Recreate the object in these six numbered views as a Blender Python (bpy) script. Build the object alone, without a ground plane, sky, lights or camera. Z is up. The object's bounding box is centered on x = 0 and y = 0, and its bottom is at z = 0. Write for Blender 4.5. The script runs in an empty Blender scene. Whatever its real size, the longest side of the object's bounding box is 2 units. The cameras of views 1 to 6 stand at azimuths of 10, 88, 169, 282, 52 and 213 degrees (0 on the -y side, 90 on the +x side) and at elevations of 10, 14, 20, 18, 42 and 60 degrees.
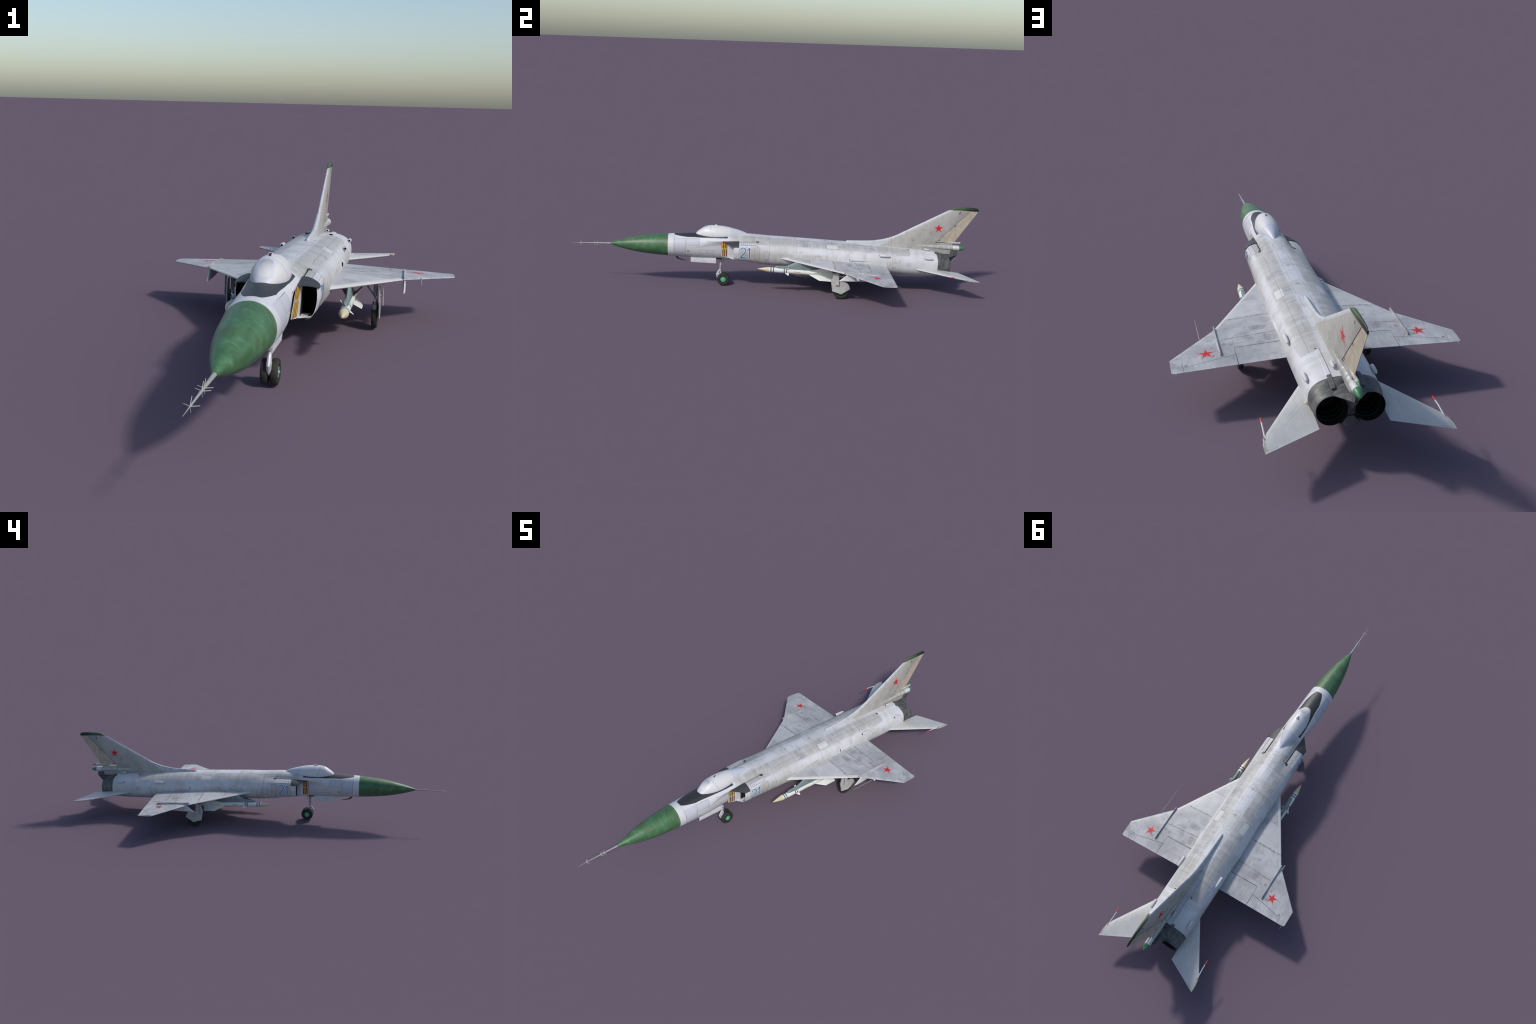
import bpy, bmesh, math, random
from mathutils import Vector, Matrix
from mathutils.bvhtree import BVHTree
random.seed(7)

# ------------------------------------------------------------------ helpers
def pchip(xs, ys, x):
    """monotone cubic interpolation through control points"""
    n = len(xs)
    if x <= xs[0]: return ys[0]
    if x >= xs[-1]: return ys[-1]
    h = [xs[i+1]-xs[i] for i in range(n-1)]
    d = [(ys[i+1]-ys[i])/h[i] for i in range(n-1)]
    m = [d[0]] + [0]*(n-2) + [d[-1]]
    for i in range(1, n-1):
        if d[i-1]*d[i] > 0:
            w1 = 2*h[i]+h[i-1]; w2 = h[i]+2*h[i-1]
            m[i] = (w1+w2)/(w1/d[i-1]+w2/d[i])
    i = max(k for k in range(n-1) if xs[k] <= x)
    t = (x-xs[i])/h[i]
    return ((2*t**3-3*t**2+1)*ys[i] + (t**3-2*t**2+t)*h[i]*m[i]
            + (-2*t**3+3*t**2)*ys[i+1] + (t**3-t**2)*h[i]*m[i+1])

def curve(table):
    xs = [a for a, b in table]; ys = [b for a, b in table]
    return lambda x: pchip(xs, ys, x)

def lerp(a, b, t): return a+(b-a)*t

ROOT = bpy.data.objects.new("jet_aircraft", None)
bpy.context.scene.collection.objects.link(ROOT)
ROOT["label"] = "weathered white delta-wing twin-jet interceptor with green radome"
ROOT["category"] = "jet aircraft"

def link(ob, parent=None):
    bpy.context.scene.collection.objects.link(ob)
    ob.parent = parent or ROOT
    return ob

def mesh(name, verts, faces, mat, parent=None, angle=38, smooth=True, recalc=True, mats=None, face_mat=None):
    me = bpy.data.meshes.new(name)
    me.from_pydata([tuple(v) for v in verts], [], faces)
    bm = bmesh.new(); bm.from_mesh(me)
    if face_mat:
        bm.faces.ensure_lookup_table()
        for f, i in zip(bm.faces, face_mat): f.material_index = i
    bmesh.ops.remove_doubles(bm, verts=bm.verts, dist=1e-6)
    if recalc: bmesh.ops.recalc_face_normals(bm, faces=bm.faces)
    bm.to_mesh(me); bm.free()
    for m in (mats or [mat]): me.materials.append(m)
    if smooth:
        me.polygons.foreach_set("use_smooth", [True]*len(me.polygons))
        me.set_sharp_from_angle(angle=math.radians(angle))
    return link(bpy.data.objects.new(name, me), parent)

def loft_data(rings, cap0=True, cap1=True):
    n = len(rings[0]); v = [p for r in rings for p in r]; f = []
    for i in range(len(rings)-1):
        for j in range(n):
            k = (j+1) % n
            f.append((i*n+j, i*n+k, (i+1)*n+k, (i+1)*n+j))
    if cap0: f.append(tuple(range(n))[::-1])
    if cap1: f.append(tuple((len(rings)-1)*n+j for j in range(n)))
    return v, f

def loft(name, rings, mat, parent=None, cap0=True, cap1=True, **k):
    v, f = loft_data(rings, cap0, cap1)
    return mesh(name, v, f, mat, parent, **k)

def ring_y(y, cx, cz, rx, rz=None, n=24, ph=0):
    rz = rx if rz is None else rz
    return [(cx+rx*math.cos(2*math.pi*i/n+ph), y, cz+rz*math.sin(2*math.pi*i/n+ph)) for i in range(n)]

def tube_rings(pts, rad, n=12):
    pts = [Vector(p) for p in pts]; rings = []
    if not hasattr(rad, '__len__'): rad = [rad]*len(pts)
    ref = None
    for i, p in enumerate(pts):
        d = (pts[min(i+1, len(pts)-1)]-pts[max(i-1, 0)]).normalized()
        if ref is None: ref = Vector((0, 0, 1)) if abs(d.z) < .9 else Vector((1, 0, 0))
        u = (ref-d*ref.dot(d)).normalized(); w = d.cross(u); ref = u
        rings.append([p+(u*math.cos(2*math.pi*k/n)+w*math.sin(2*math.pi*k/n))*rad[i] for k in range(n)])
    return rings

def tube(name, pts, rad, mat, parent=None, n=12, **k):
    return loft(name, tube_rings(pts, rad, n), mat, parent, **k)

def joined(name, datas, mat, parent=None, **k):
    v = []; f = []
    for a, b in datas:
        o = len(v); v += list(a); f += [tuple(i+o for i in q) for q in b]
    return mesh(name, v, f, mat, parent, **k)

def box_data(x0, x1, y0, y1, z0, z1):
    v = [(x, y, z) for x in (x0, x1) for y in (y0, y1) for z in (z0, z1)]
    f = [(0, 1, 3, 2), (4, 6, 7, 5), (0, 4, 5, 1), (2, 3, 7, 6), (0, 2, 6, 4), (1, 5, 7, 3)]
    return v, f

def prism_data(poly, fn, t0, t1):
    """polygon (a,b) swept from thickness t0 to t1; fn(a,b,t)->xyz"""
    n = len(poly)
    v = [fn(a, b, t0) for a, b in poly]+[fn(a, b, t1) for a, b in poly]
    f = [tuple(range(n)), tuple(range(2*n-1, n-1, -1))]
    f += [(i, i+n, (i+1) % n+n, (i+1) % n) for i in range(n)]
    return v, f

def bevel(ob, w, seg=2, ang=30):
    bm = bmesh.new(); bm.from_mesh(ob.data)
    es = [e for e in bm.edges if len(e.link_faces) == 2 and e.calc_face_angle(0) > math.radians(ang)]
    bmesh.ops.bevel(bm, geom=es, offset=w, segments=seg, profile=.6, affect='EDGES', clamp_overlap=True)
    bm.to_mesh(ob.data); bm.free()
    ob.data.polygons.foreach_set("use_smooth", [True]*len(ob.data.polygons))
    ob.data.set_sharp_from_angle(angle=math.radians(40))
    return ob

# ------------------------------------------------------------------ node materials
class S:
    """a node socket with arithmetic"""
    nt = None
    def __init__(s, sock): s.s = sock
    @staticmethod
    def m(op, a, b=None, c=None, clamp=False):
        n = S.nt.nodes.new('ShaderNodeMath'); n.operation = op; n.use_clamp = clamp
        for i, v in enumerate((a, b, c)):
            if v is None: continue
            if isinstance(v, S): S.nt.links.new(v.s, n.inputs[i])
            else: n.inputs[i].default_value = v
        return S(n.outputs[0])
    def __add__(s, o): return S.m('ADD', s, o)
    __radd__ = __add__
    def __mul__(s, o): return S.m('MULTIPLY', s, o)
    __rmul__ = __mul__
    def __sub__(s, o): return S.m('SUBTRACT', s, o)
    def __rsub__(s, o): return S.m('SUBTRACT', o, s)
    def abs(s): return S.m('ABSOLUTE', s)
    def max(s, o): return S.m('MAXIMUM', s, o)
    def min(s, o): return S.m('MINIMUM', s, o)
    def gt(s, o): return S.m('GREATER_THAN', s, o)
    def lt(s, o): return S.m('LESS_THAN', s, o)
    def near(s, c, e): return S.m('COMPARE', s, c, e)
    def ramp(s, a, b):
        n = S.nt.nodes.new('ShaderNodeMapRange'); n.interpolation_type = 'SMOOTHSTEP'
        S.nt.links.new(s.s, n.inputs[0]); n.inputs[1].default_value = a; n.inputs[2].default_value = b
        return S(n.outputs[0])

def start(name):
    m = bpy.data.materials.new(name); m.use_nodes = True; nt = m.node_tree; nt.nodes.clear(); S.nt = nt
    out = nt.nodes.new('ShaderNodeOutputMaterial'); b = nt.nodes.new('ShaderNodeBsdfPrincipled')
    nt.links.new(b.outputs[0], out.inputs[0])
    tc = nt.nodes.new('ShaderNodeTexCoord'); sp = nt.nodes.new('ShaderNodeSeparateXYZ')
    nt.links.new(tc.outputs['Object'], sp.inputs[0])
    return m, nt, b, tc, S(sp.outputs[0]), S(sp.outputs[1]), S(sp.outputs[2])

def noise(tc, scale=(1, 1, 1), sc=1.0, detail=4, rough=.55, seed=0):
    nt = S.nt; mp = nt.nodes.new('ShaderNodeMapping'); nt.links.new(tc.outputs['Object'], mp.inputs[0])
    mp.inputs['Scale'].default_value = scale; mp.inputs['Location'].default_value = (seed*3.1, seed*1.7, seed*.9)
    n = nt.nodes.new('ShaderNodeTexNoise'); n.inputs['Scale'].default_value = sc
    n.inputs['Detail'].default_value = detail; n.inputs['Roughness'].default_value = rough
    nt.links.new(mp.outputs[0], n.inputs[0])
    return S(n.outputs[0])

def mixc(a, b, f):
    nt = S.nt; n = nt.nodes.new('ShaderNodeMix'); n.data_type = 'RGBA'
    for v, i in ((f, 0), (a, 6), (b, 7)):
        if isinstance(v, S): nt.links.new(v.s, n.inputs[i])
        elif i == 0: n.inputs[0].default_value = v
        else: n.inputs[i].default_value = (*v, 1)
    return S(n.outputs[2])

def finish(nt, b, col, rough=.5, metal=0.0, bump=None, spec=.5):
    if isinstance(col, S): nt.links.new(col.s, b.inputs['Base Color'])
    else: b.inputs['Base Color'].default_value = (*col, 1)
    if isinstance(rough, S): nt.links.new(rough.s, b.inputs['Roughness'])
    else: b.inputs['Roughness'].default_value = rough
    b.inputs['Metallic'].default_value = metal
    b.inputs['Specular IOR Level'].default_value = spec
    if bump:
        n = nt.nodes.new('ShaderNodeBump'); n.inputs['Strength'].default_value = bump[1]; n.inputs['Distance'].default_value = bump[2]
        nt.links.new(bump[0].s, n.inputs['Height']); nt.links.new(n.outputs[0], b.inputs['Normal'])

def plain(name, col, rough=.5, metal=0.0, var=.12, sc=60, spec=.5):
    m, nt, b, tc, X, Y, Z = start(name)
    n = noise(tc, sc=sc)
    c = mixc(tuple(v*(1-var) for v in col), tuple(min(1, v*(1+var)) for v in col), n.ramp(.3, .7))
    finish(nt, b, c, rough, metal, spec=spec)
    return m

def sdbox(a, b, ca, cb, ha, hb, r):
    qa = ((a-ca).abs()-(ha-r)).max(0.0); qb = ((b-cb).abs()-(hb-r)).max(0.0)
    return S.m('SQRT', qa*qa+qb*qb)-r
def outline(a, b, ca, cb, ha, hb, r=.003, w=.0005): return sdbox(a, b, ca, cb, ha, hb, r).near(0.0, w)
def fill(a, b, ca, cb, ha, hb): return a.near(ca, ha)*b.near(cb, hb)

WHITE = (.57, .578, .61); WARM = (.475, .472, .46); GRIME = (.36, .355, .34); LINE = (.13, .13, .13)

def fuselage_material():
    m, nt, b, tc, X, Y, Z = start("painted_fuselage_skin")
    A = X.abs()
    big = noise(tc, (1, 1, 1), 9, 3, .5, 1); fine = noise(tc, (14, 14, 14), 8, 3, .6, 2)
    streak = noise(tc, (4, 34, 4), 1.6, 4, .6, 3); streak2 = noise(tc, (6, 80, 6), 1.3, 3, .6, 4)
    col = mixc(WHITE, WARM, big.ramp(.40, .66)*.6)
    # grimy shoulder band aft of the cockpit, streaked round the body
    zone = A.ramp(.020, .034)*A.ramp(.088, .074)*Y.ramp(-.24, -.20)*Z.ramp(.185, .200)
    zone = zone*Y.ramp(.665, .655)
    col = mixc(col, (.375, .37, .36), zone*(streak.ramp(.22, .58)*.65+.18+streak2.ramp(.45, .7)*.17))
    col = mixc(col, (.27, .268, .26), zone*(noise(tc, (1, 1, 1), 16, 3, .6, 6).ramp(.45, .70)*streak2.ramp(.28, .60))*.9)
    blot = noise(tc, (5, 9, 5), 3.2, 4, .6, 7)
    col = mixc(col, (.36, .355, .345), blot.ramp(.55, .72)*Y.ramp(-.2, -.1)*.45)
    warm = noise(tc, (2.2, 5, 2.2), 4.5, 5, .65, 8)
    col = mixc(col, (.40, .388, .355), warm.ramp(.50, .68)*Y.ramp(-.24, -.16)*.5)
    quilt = S.m('FRACT', Y*9.3+A*.0)
    col = mixc(col, (.44, .44, .45), quilt.gt(.5)*noise(tc, (1, 1, 1), 7, 2, .5, 13).ramp(.48, .60)*Z.gt(.19)*A.gt(.028)*Y.gt(-.03)*.35)
    cheek = Y.gt(-.1815)*Y.ramp(-.03, -.10)*Z.ramp(.222, .216)*Z.gt(.152)*A.gt(.080)
    col = mixc(col, (.42, .415, .395), cheek*.75)
    # dull warm lower side
    low = Z.ramp(.192, .178)*Y.ramp(-.24, -.15)*Y.ramp(.36, .2)*A.ramp(.055, .075)
    col = mixc(col, (.40, .392, .35), low*(noise(tc, (5, 12, 5), 3, 4, .6, 9).ramp(.30, .62))*.85)
    # fresh patches
    patch = fill(A, Y, .066, .276, .013, .028)*Z.gt(.19)
    col = mixc(col, (.60, .60, .60), patch*.85)
    grey = fill(Y, Z, .622, .198, .034, .011)*A.gt(.05)
    col = mixc(col, (.40, .40, .40), grey*.8)
    # bluish nose bay panels
    nose = (fill(Y, Z, -.469, .2065, .027, .0345)+fill(Y, Z, -.4045, .224, .031, .016)).min(1.0)*A.gt(.03)*Y.gt(-.4965)
    col = mixc(col, (.44, .46, .53), nose*.8)
    # anti-glare panel ahead of and beside the canopy
    half = S.m('SQRT', S.m('MULTIPLY', Y+.4970, 15.0, clamp=True))*.0255+.0105+Y.ramp(-.43, -.27)*.0105
    glare = A.lt(half)*Y.gt(-.497)*Y.lt(-.236)*Z.gt(.225)
    # spine hatches
    L = None
    def add(q):
        nonlocal L
        L = q if L is None else L.max(q)
    up = Z.gt(.19)
    for y0, y1, hx in ((-.146, -.098, .022), (-.092, -.060, .017), (-.022, .072, .017), (.078, .138, .017), (.143, .219, .017), (.226, .322, .020), (.334, .410, .018)):
        add(outline(A, Y, 0, (y0+y1)/2, hx, (y1-y0)/2, .009)*up)
    for y in (.10, .245, .352): add(outline(A, Y, 0.0, y, .005, .004, .004, .0012)*up)
    for cy, cx, hy, hx in ((.425, .034, .008, .006), (.47, .03, .008, .006), (.51, .034, .028, .008), (.156, .066, .009, .006), (.06, .07, .007, .005), (.276, .066, .028, .013), (.33, .06, .006, .006), (.635, .045, .008, .006), (.205, .064, .007, .004), (.02, .066, .012, .007), (.12, .07, .02, .007)):
        add(outline(A, Y, cx, cy, hx, hy, .003, .00045)*up)
    for y in (-.034, .572): add(Y.near(y, .0006))
    add(Y.near(.10, .0003)*Z.gt(.165)); add(Y.near(.245, .0003)); add(Y.near(.70, .0004)*up)
    for y in (-.527, -.497, -.439): add(Y.near(y, .0005))
    add(A.near(.060, .0005)*up*Y.gt(-.034)*Y.lt(.66))
    # side hatches
    side = A.gt(.04)
    for cy, cz, hy, hz, r in ((-.469, .2065, .027, .0345, .002), (-.4045, .224, .031, .016, .003), (-.356, .178, .0175, .0095, .001), (-.318, .177, .0160, .0085, .001), (-.512, .165, .007, .008, .006),
                              (-.045, .176, .015, .0195, .003), (-.092, .183, .0125, .031, .001), (.202, .180, .009, .004, .003), (.207, .160, .012, .018, .001),
                              (.553, .149, .0085, .0085, .0085), (.585, .156, .006, .004, .003), (.580, .131, .005, .003, .002), (.651, .147, .0085, .008, .003), (.12, .195, .007, .003, .002), (-.050, .148, .008, .006, .003)):
        add(outline(Y, Z, cy, cz, hy, hz, r, .0006)*side)
    ghost = fill(Y, Z, .651, .147, .008, .0075)+fill(Y, Z, -.045, .176, .0145, .019)
    col = mixc(col, (.44, .45, .49), ghost*side*.55)
    breaks = noise(tc, (60, 60, 60), 3, 2, .5, 11).ramp(.30, .5)
    col = mixc(col, LINE, L*(breaks*.5+.38))
    # fine speckle and small chips
    chip = noise(tc, (90, 90, 90), 1.4, 3, .6, 12).ramp(.72, .77)
    col = mixc(col, (.25, .24, .22), chip*.5)
    col = mixc(col, (.5, .5, .5), fine.ramp(.45, .75)*.12)
    stain = S.m('SQRT', (Y+.4275)*(Y+.4275)+(Z-.180)*(Z-.180)).ramp(.007, .003)*side
    col = mixc(col, (.16, .14, .08), stain*.8)
    col = mixc(col, mixc((.024, .025, .028), (.038, .039, .041), fine.ramp(.4, .8)), glare)
    finish(nt, b, col, .48, bump=(streak2, .08, .002))
    return m

def wing_material(name, tail=False):
    m, nt, b, tc, X, Y, Z = start(name)
    A = X.abs()
    big = noise(tc, (1, 1, 1), 13, 4, .55, 21); chord = noise(tc, (50, 6, 6), 1.5, 3, .6, 22); fine = noise(tc, (12, 12, 12), 8, 3, .6, 23)
    if tail: col = mixc((.52, .525, .51), (.44, .445, .44), big.ramp(.35, .7))
    else:
        col = mixc((.475, .478, .495), (.345, .348, .36), big.ramp(.36, .66))
        col = mixc(col, (.235, .237, .245), noise(tc, (1, 1, 1), 22, 4, .6, 26).ramp(.54, .70)*.5)
        spots = noise(tc, (1, 1, 1), 30, 2, .5, 25).ramp(.60, .76)
        col = mixc(col, (.24, .24, .245), spots*.6*Y.ramp(.27, .33))
        col = mixc(col, (.57, .57, .58), (Y.near(.22, .055)*A.ramp(.12, .135))*.45)
        col = mixc(col, (.31, .32, .34), chord.ramp(.40, .70)*Y.ramp(.43, .47)*.6)
        smudge = noise(tc, (1.3, 1, 1), 17, 4, .6, 27)
        col = mixc(col, (.20, .20, .205), smudge.ramp(.56, .72)*Y.ramp(.26, .30)*Y.ramp(.47, .42)*A.ramp(.28, .22)*.55)
        # pale leading-edge strip: distance from the inboard and outboard leading edge
        le = (Y-(A*1.627-.1354)).max(Y-(A*.9896+.0455))
        inner = Y-(A*1.627-.1354)
        strip = inner.lt(.024)*A.lt(.275)
        col = mixc(col, (.56, .555, .545), strip*.8)
    L = None
    def add(q):
        nonlocal L
        L = q if L is None else L.max(q)
    if not tail:
        grime = noise(tc, (1, 1, 1), 90, 3, .6, 30).ramp(.45, .62)
        soft = lambda v, c, w: (v-c).abs().ramp(w, 0.0)
        dirty = soft(Y, .276, .007).max(soft(Y-(A-.1)*.06, .388, .006)*A.lt(.272)).max(soft(Y, .449, .005)*A.lt(.236))
        col = mixc(col, (.18, .165, .14), dirty*(grime*.7+.15))
        add(Y.near(.161, .0005)*A.lt(.17)); add(Y.near(.276, .0006)*A.lt(.228)); add((Y-(A-.1)*.06).near(.388, .0006)*A.lt(.272))
        add(inner.near(.024, .0006)*A.lt(.272))
        add((Y-(A*.55+.255)).near(0.0, .0006)*A.gt(.272)*A.lt(.30))
        add((Y-(A*.9896+.0455)).near(.022, .0005)*A.gt(.29))
        for a in (.308, .354, .386): add((A+Y*.2-(a+.2*(a*.99+.06))).near(0.0, .0005)*(Y-(A*.9896+.0455)).lt(.022))
        add(outline(A, Y, .205, .418, .030, .010, .003)); add(outline(A, Y, .125, .418, .014, .014, .003)); add(outline(A, Y, .155, .352, .007, .005, .004, .0009))
        for a in (.245, .392): add(A.near(a, .0008)*Y.near(.505, .012))
        add((A-(Y-.40)*-.55-.315).near(0.0, .0006)*Y.gt(.41)*Y.lt(.50))
        # dark stains: fuel patch ahead of the spar, round hatches
        sx = X-.150; warp = noise(tc, (1, 1, 1), 60, 3, .6, 31)
        st = S.m('SQRT', sx*sx*.35+(Y-.352)*(Y-.352))+(warp-.5)*.02
        col = mixc(col, (.27, .275, .28), st.ramp(.017, .014)*.75*X.gt(0.0))
        for cx, cy, r in ((.262, .425, .009), (.300, .437, .007), (.243, .430, .006)):
            d = S.m('SQRT', (A-cx)*(A-cx)+(Y-cy)*(Y-cy))+(warp-.5)*.006
            col = mixc(col, (.22, .22, .225), d.ramp(r, r*.55)*.7)
        for cx, cy in ((.300, .4785), (.382, .508)):
            col = mixc(col, (.10, .10, .10), fill(A, Y, cx, cy, .004, .0035)*.75)
        rust = noise(tc, (1, 1, 1), 45, 4, .6, 33).ramp(.62, .72)*inner.near(.024, .004)
        col = mixc(col, (.45, .33, .2), rust*.5)
    else:
        add((Y-(A*1.25+.655)).near(0.0, .0005)*A.lt(.17)); add((Y-(A*1.25+.640)).near(0.0, .0004)*A.lt(.165)*A.gt(.105))
        add((Y-(A*.48+.848)).near(0.0, .0006)*A.gt(.205)); add((Y-(A*1.55+.565)).near(0.0, .0004))
        col = mixc(col, (.50, .44, .34), S.m('SQRT', (A-.098)*(A-.098)+(Y-.80)*(Y-.80)*.15).ramp(.022, .0)*.6)
        col = mixc(col, (.40, .41, .40), chord.ramp(.4, .7)*.4)
    breaks = noise(tc, (60, 60, 60), 3, 2, .5, 35).ramp(.30, .5)
    col = mixc(col, (.12, .115, .11), L*(breaks*.5+.4))
    col = mixc(col, (.42, .42, .42), fine.ramp(.45, .75)*.2)
    finish(nt, b, col, .5, bump=(fine, .04, .001))
    return m

def fin_material():
    m, nt, b, tc, X, Y, Z = start("painted_fin_skin")
    big = noise(tc, (1, 1, 1), 14, 4, .55, 41); fine = noise(tc, (12, 12, 12), 8, 3, .6, 42); st = noise(tc, (20, 30, 5), 2, 4, .6, 43)
    col = mixc((.415, .405, .38), (.315, .308, .285), big.ramp(.35, .68))
    le = Y-((Z-.262)*1.92+.576)
    col = mixc(col, (.50, .52, .555), le.ramp(.030, .016)*.8)
    col = mixc(col, (.30, .295, .28), st.ramp(.48, .72)*.5)
    hz = Y-((Z-.2377)*1.007+.792)
    col = mixc(col, (.24, .235, .22), hz.ramp(-.040, 0.0)*noise(tc, (1, 1, 1), 70, 3, .6, 44).ramp(.4, .65)*.55)
    L = None
    def add(q):
        nonlocal L
        L = q if L is None else L.max(q)
    add(Y.near(.5755, .0007)*Z.lt(.268)); add(Y.near(.562, .0006)*Z.lt(.26))
    add(le.near(.030, .0004))
    for cy, cz, hy, hz_, r in ((.745, .241, .006, .006, .005), (.771, .2405, .006, .006, .005), (.665, .222, .009, .010, .006), (.676, .252, .004, .010, .002), (.729, .306, .007, .003, .003), (.768, .285, .006, .006, .006)):
        add(outline(Y, Z, cy, cz, hy, hz_, r, .0007))
    col = mixc(col, (.10, .10, .09), L*(noise(tc, (60, 60, 60), 3, 2, .5, 45).ramp(.3, .5)*.45+.3))
    splat = noise(tc, (1, 1, 1), 130, 2, .5, 46).ramp(.55, .62)*S.m('SQRT', (Y-.683)*(Y-.683)*1.6+(Z-.256)*(Z-.256)).ramp(.018, .008)
    col = mixc(col, (.08, .08, .07), splat*.75)
    col = mixc(col, (.05, .05, .05), outline(Y-(Z-.392)*.5, Z, .9065, .392, .0028, .007, .0026, .0001).max(sdbox(Y-(Z-.392)*.45, Z, .9065, .392, .003, .0072, .0028).lt(0.0))*.85)
    col = mixc(col, (.36, .36, .34), fine.ramp(.45, .75)*.2)
    finish(nt, b, col, .5)
    return m

def shroud_material():
    m, nt, b, tc, X, Y, Z = start("heat_darkened_shroud")
    n = noise(tc, (14, 30, 14), 2.2, 4, .6, 51); f = noise(tc, (1, 1, 1), 60, 3, .6, 52)
    col = mixc((.055, .058, .059), (.16, .16, .155), (n*.6+f*.4).ramp(.35, .68))
    finish(nt, b, col, .55, .25)
    return m

def radome_material():
    m, nt, b, tc, X, Y, Z = start("green_radome_paint")
    n = noise(tc, (3, 1, 3), 16, 5, .6, 61); f = noise(tc, (16, 40, 16), 1.5, 4, .6, 62); g = noise(tc, (1, 1, 1), 35, 4, .65, 63)
    col = mixc((.040, .106, .042), (.054, .153, .064), n.ramp(.35, .65))
    col = mixc(col, (.115, .265, .15), (f.ramp(.40, .72)*g.ramp(.40, .66))*.75)
    col = mixc(col, (.062, .098, .038), noise(tc, (1, 1, 1), 20, 4, .6, 64).ramp(.45, .70)*.6)
    finish(nt, b, col, .45)
    return m

def canopy_material():
    m, nt, b, tc, X, Y, Z = start("canopy_paint_and_glazing")
    A = X.abs()
    glass = (.60, .60, .605); frame = (.52, .54, .60)
    # windscreen arch leans back, rear fairing begins aft of the hood
    arch = (Y+(Z-.262)*.42+.309).near(0.0, .0042)
    rear = Y.gt(-.222)
    sill = Z.lt(.2565)
    f = arch.max(rear).max(sill).max(Y.lt(-.384))
    col = mixc(glass, frame, f)
    pane = sdbox(A, Y, 0.0, -.3575, .0142, .0245, .0105)
    col = mixc(col, mixc((.60, .60, .61), (.36, .37, .40), Y.ramp(-.375, -.335)), pane.lt(0.0))
    col = mixc(col, frame, pane.near(.0025, .0025))
    ring = outline(Y, Z, -.195, .266, .0065, .0065, .0065, .0005)*A.gt(.012)
    edge = (Y+(Z-.262)*.42+.309).abs().near(.0044, .0004).max(Y.near(-.222, .0004)).max(ring)
    col = mixc(col, (.36, .38, .45), edge*.6)
    fine = noise(tc, (12, 12, 12), 8, 3, .6, 71)
    col = mixc(col, (.55, .55, .57), fine.ramp(.5, .8)*.2)
    finish(nt, b, col, .42)
    return m

M_FUS = fuselage_material(); M_WING = wing_material("painted_wing_skin"); M_TAIL = wing_material("painted_tailplane_skin", True)
M_FIN = fin_material(); M_SHROUD = shroud_material(); M_RADOME = radome_material(); M_CANOPY = canopy_material()
M_RUDDER = plain("beige_rudder_paint", (.43, .375, .295), .55, var=.14, sc=40)
def cap_material():
    m, nt, b, tc, X, Y, Z = start("dark_green_fin_cap")
    n = noise(tc, sc=40)
    c = mixc((.060, .105, .042), (.012, .020, .014), (Y+(n-.5)*.06).ramp(.88, .985))
    finish(nt, b, c, .5)
    return m
M_CAP = cap_material()
M_GREEN = plain("bright_green_dielectric", (.055, .20, .085), .45)
M_DKGREEN = plain("deep_green_antenna_paint", (.025, .085, .03), .5)
M_DARK = plain("charcoal_lip_paint", (.035, .037, .042), .55)
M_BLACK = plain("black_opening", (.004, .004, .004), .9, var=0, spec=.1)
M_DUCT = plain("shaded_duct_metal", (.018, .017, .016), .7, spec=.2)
M_SOOT = plain("sooty_nozzle_metal", (.010, .0095, .009), .6, .4)
M_STEEL = plain("bare_probe_metal", (.33, .33, .32), .45, .1)
M_VANE = plain("pale_vane_paint", (.44, .45, .39), .5)
M_LIGHT = plain("light_grey_paint", (.55, .555, .585), .5, var=.06)
M_SILVER = plain("silver_pod_paint", (.55, .56, .58), .4, .15)
M_POD = plain("grimy_pod_paint", (.40, .395, .37), .5, var=.2, sc=45)
M_BANDGREY = plain("worn_band_grey", (.44, .445, .45), .45, .1, var=.15, sc=50)
M_GEAR = plain("grey_gear_paint", (.44, .45, .48), .45, .1, var=.2, sc=90)
M_DOOR = plain("grey_door_paint", (.42, .42, .415), .55, var=.1, sc=40)
M_GEARDK = plain("blue_grey_leg_paint", (.16, .19, .20), .5, .1)
M_RUBBER = plain("black_tyre_rubber", (.022, .021, .019), .8, var=.2)
M_RIM = plain("green_wheel_paint", (.085, .33, .17), .45)
M_HUB = plain("pale_green_hub_paint", (.35, .60, .33), .4)
M_MISSILE = plain("off_white_missile_paint", (.66, .69, .65), .45, var=.05)
M_BUFF = plain("buff_seeker_cone", (.58, .50, .33), .5, var=.08)
M_BAND = plain("black_band_paint", (.02, .022, .02), .5)
M_RUSTRED = plain("rust_red_stripe", (.42, .13, .06), .5)
M_RAIL = plain("teal_grey_launcher_paint", (.17, .225, .225), .5, var=.15, sc=40)
M_RED = plain("star_red_paint", (.50, .018, .018), .5, var=.08)
M_STARRIM = plain("faded_star_rim", (.58, .53, .53), .5, var=.1, sc=120)
M_WHITEMK = plain("marking_white_paint", (.72, .72, .72), .5, var=.04)
M_BLUE = plain("numeral_blue_paint", (.022, .20, .45), .45, var=.2, sc=35)
M_YELLOW = plain("warning_yellow_paint", (.62, .36, .02), .5, var=.15)
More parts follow.
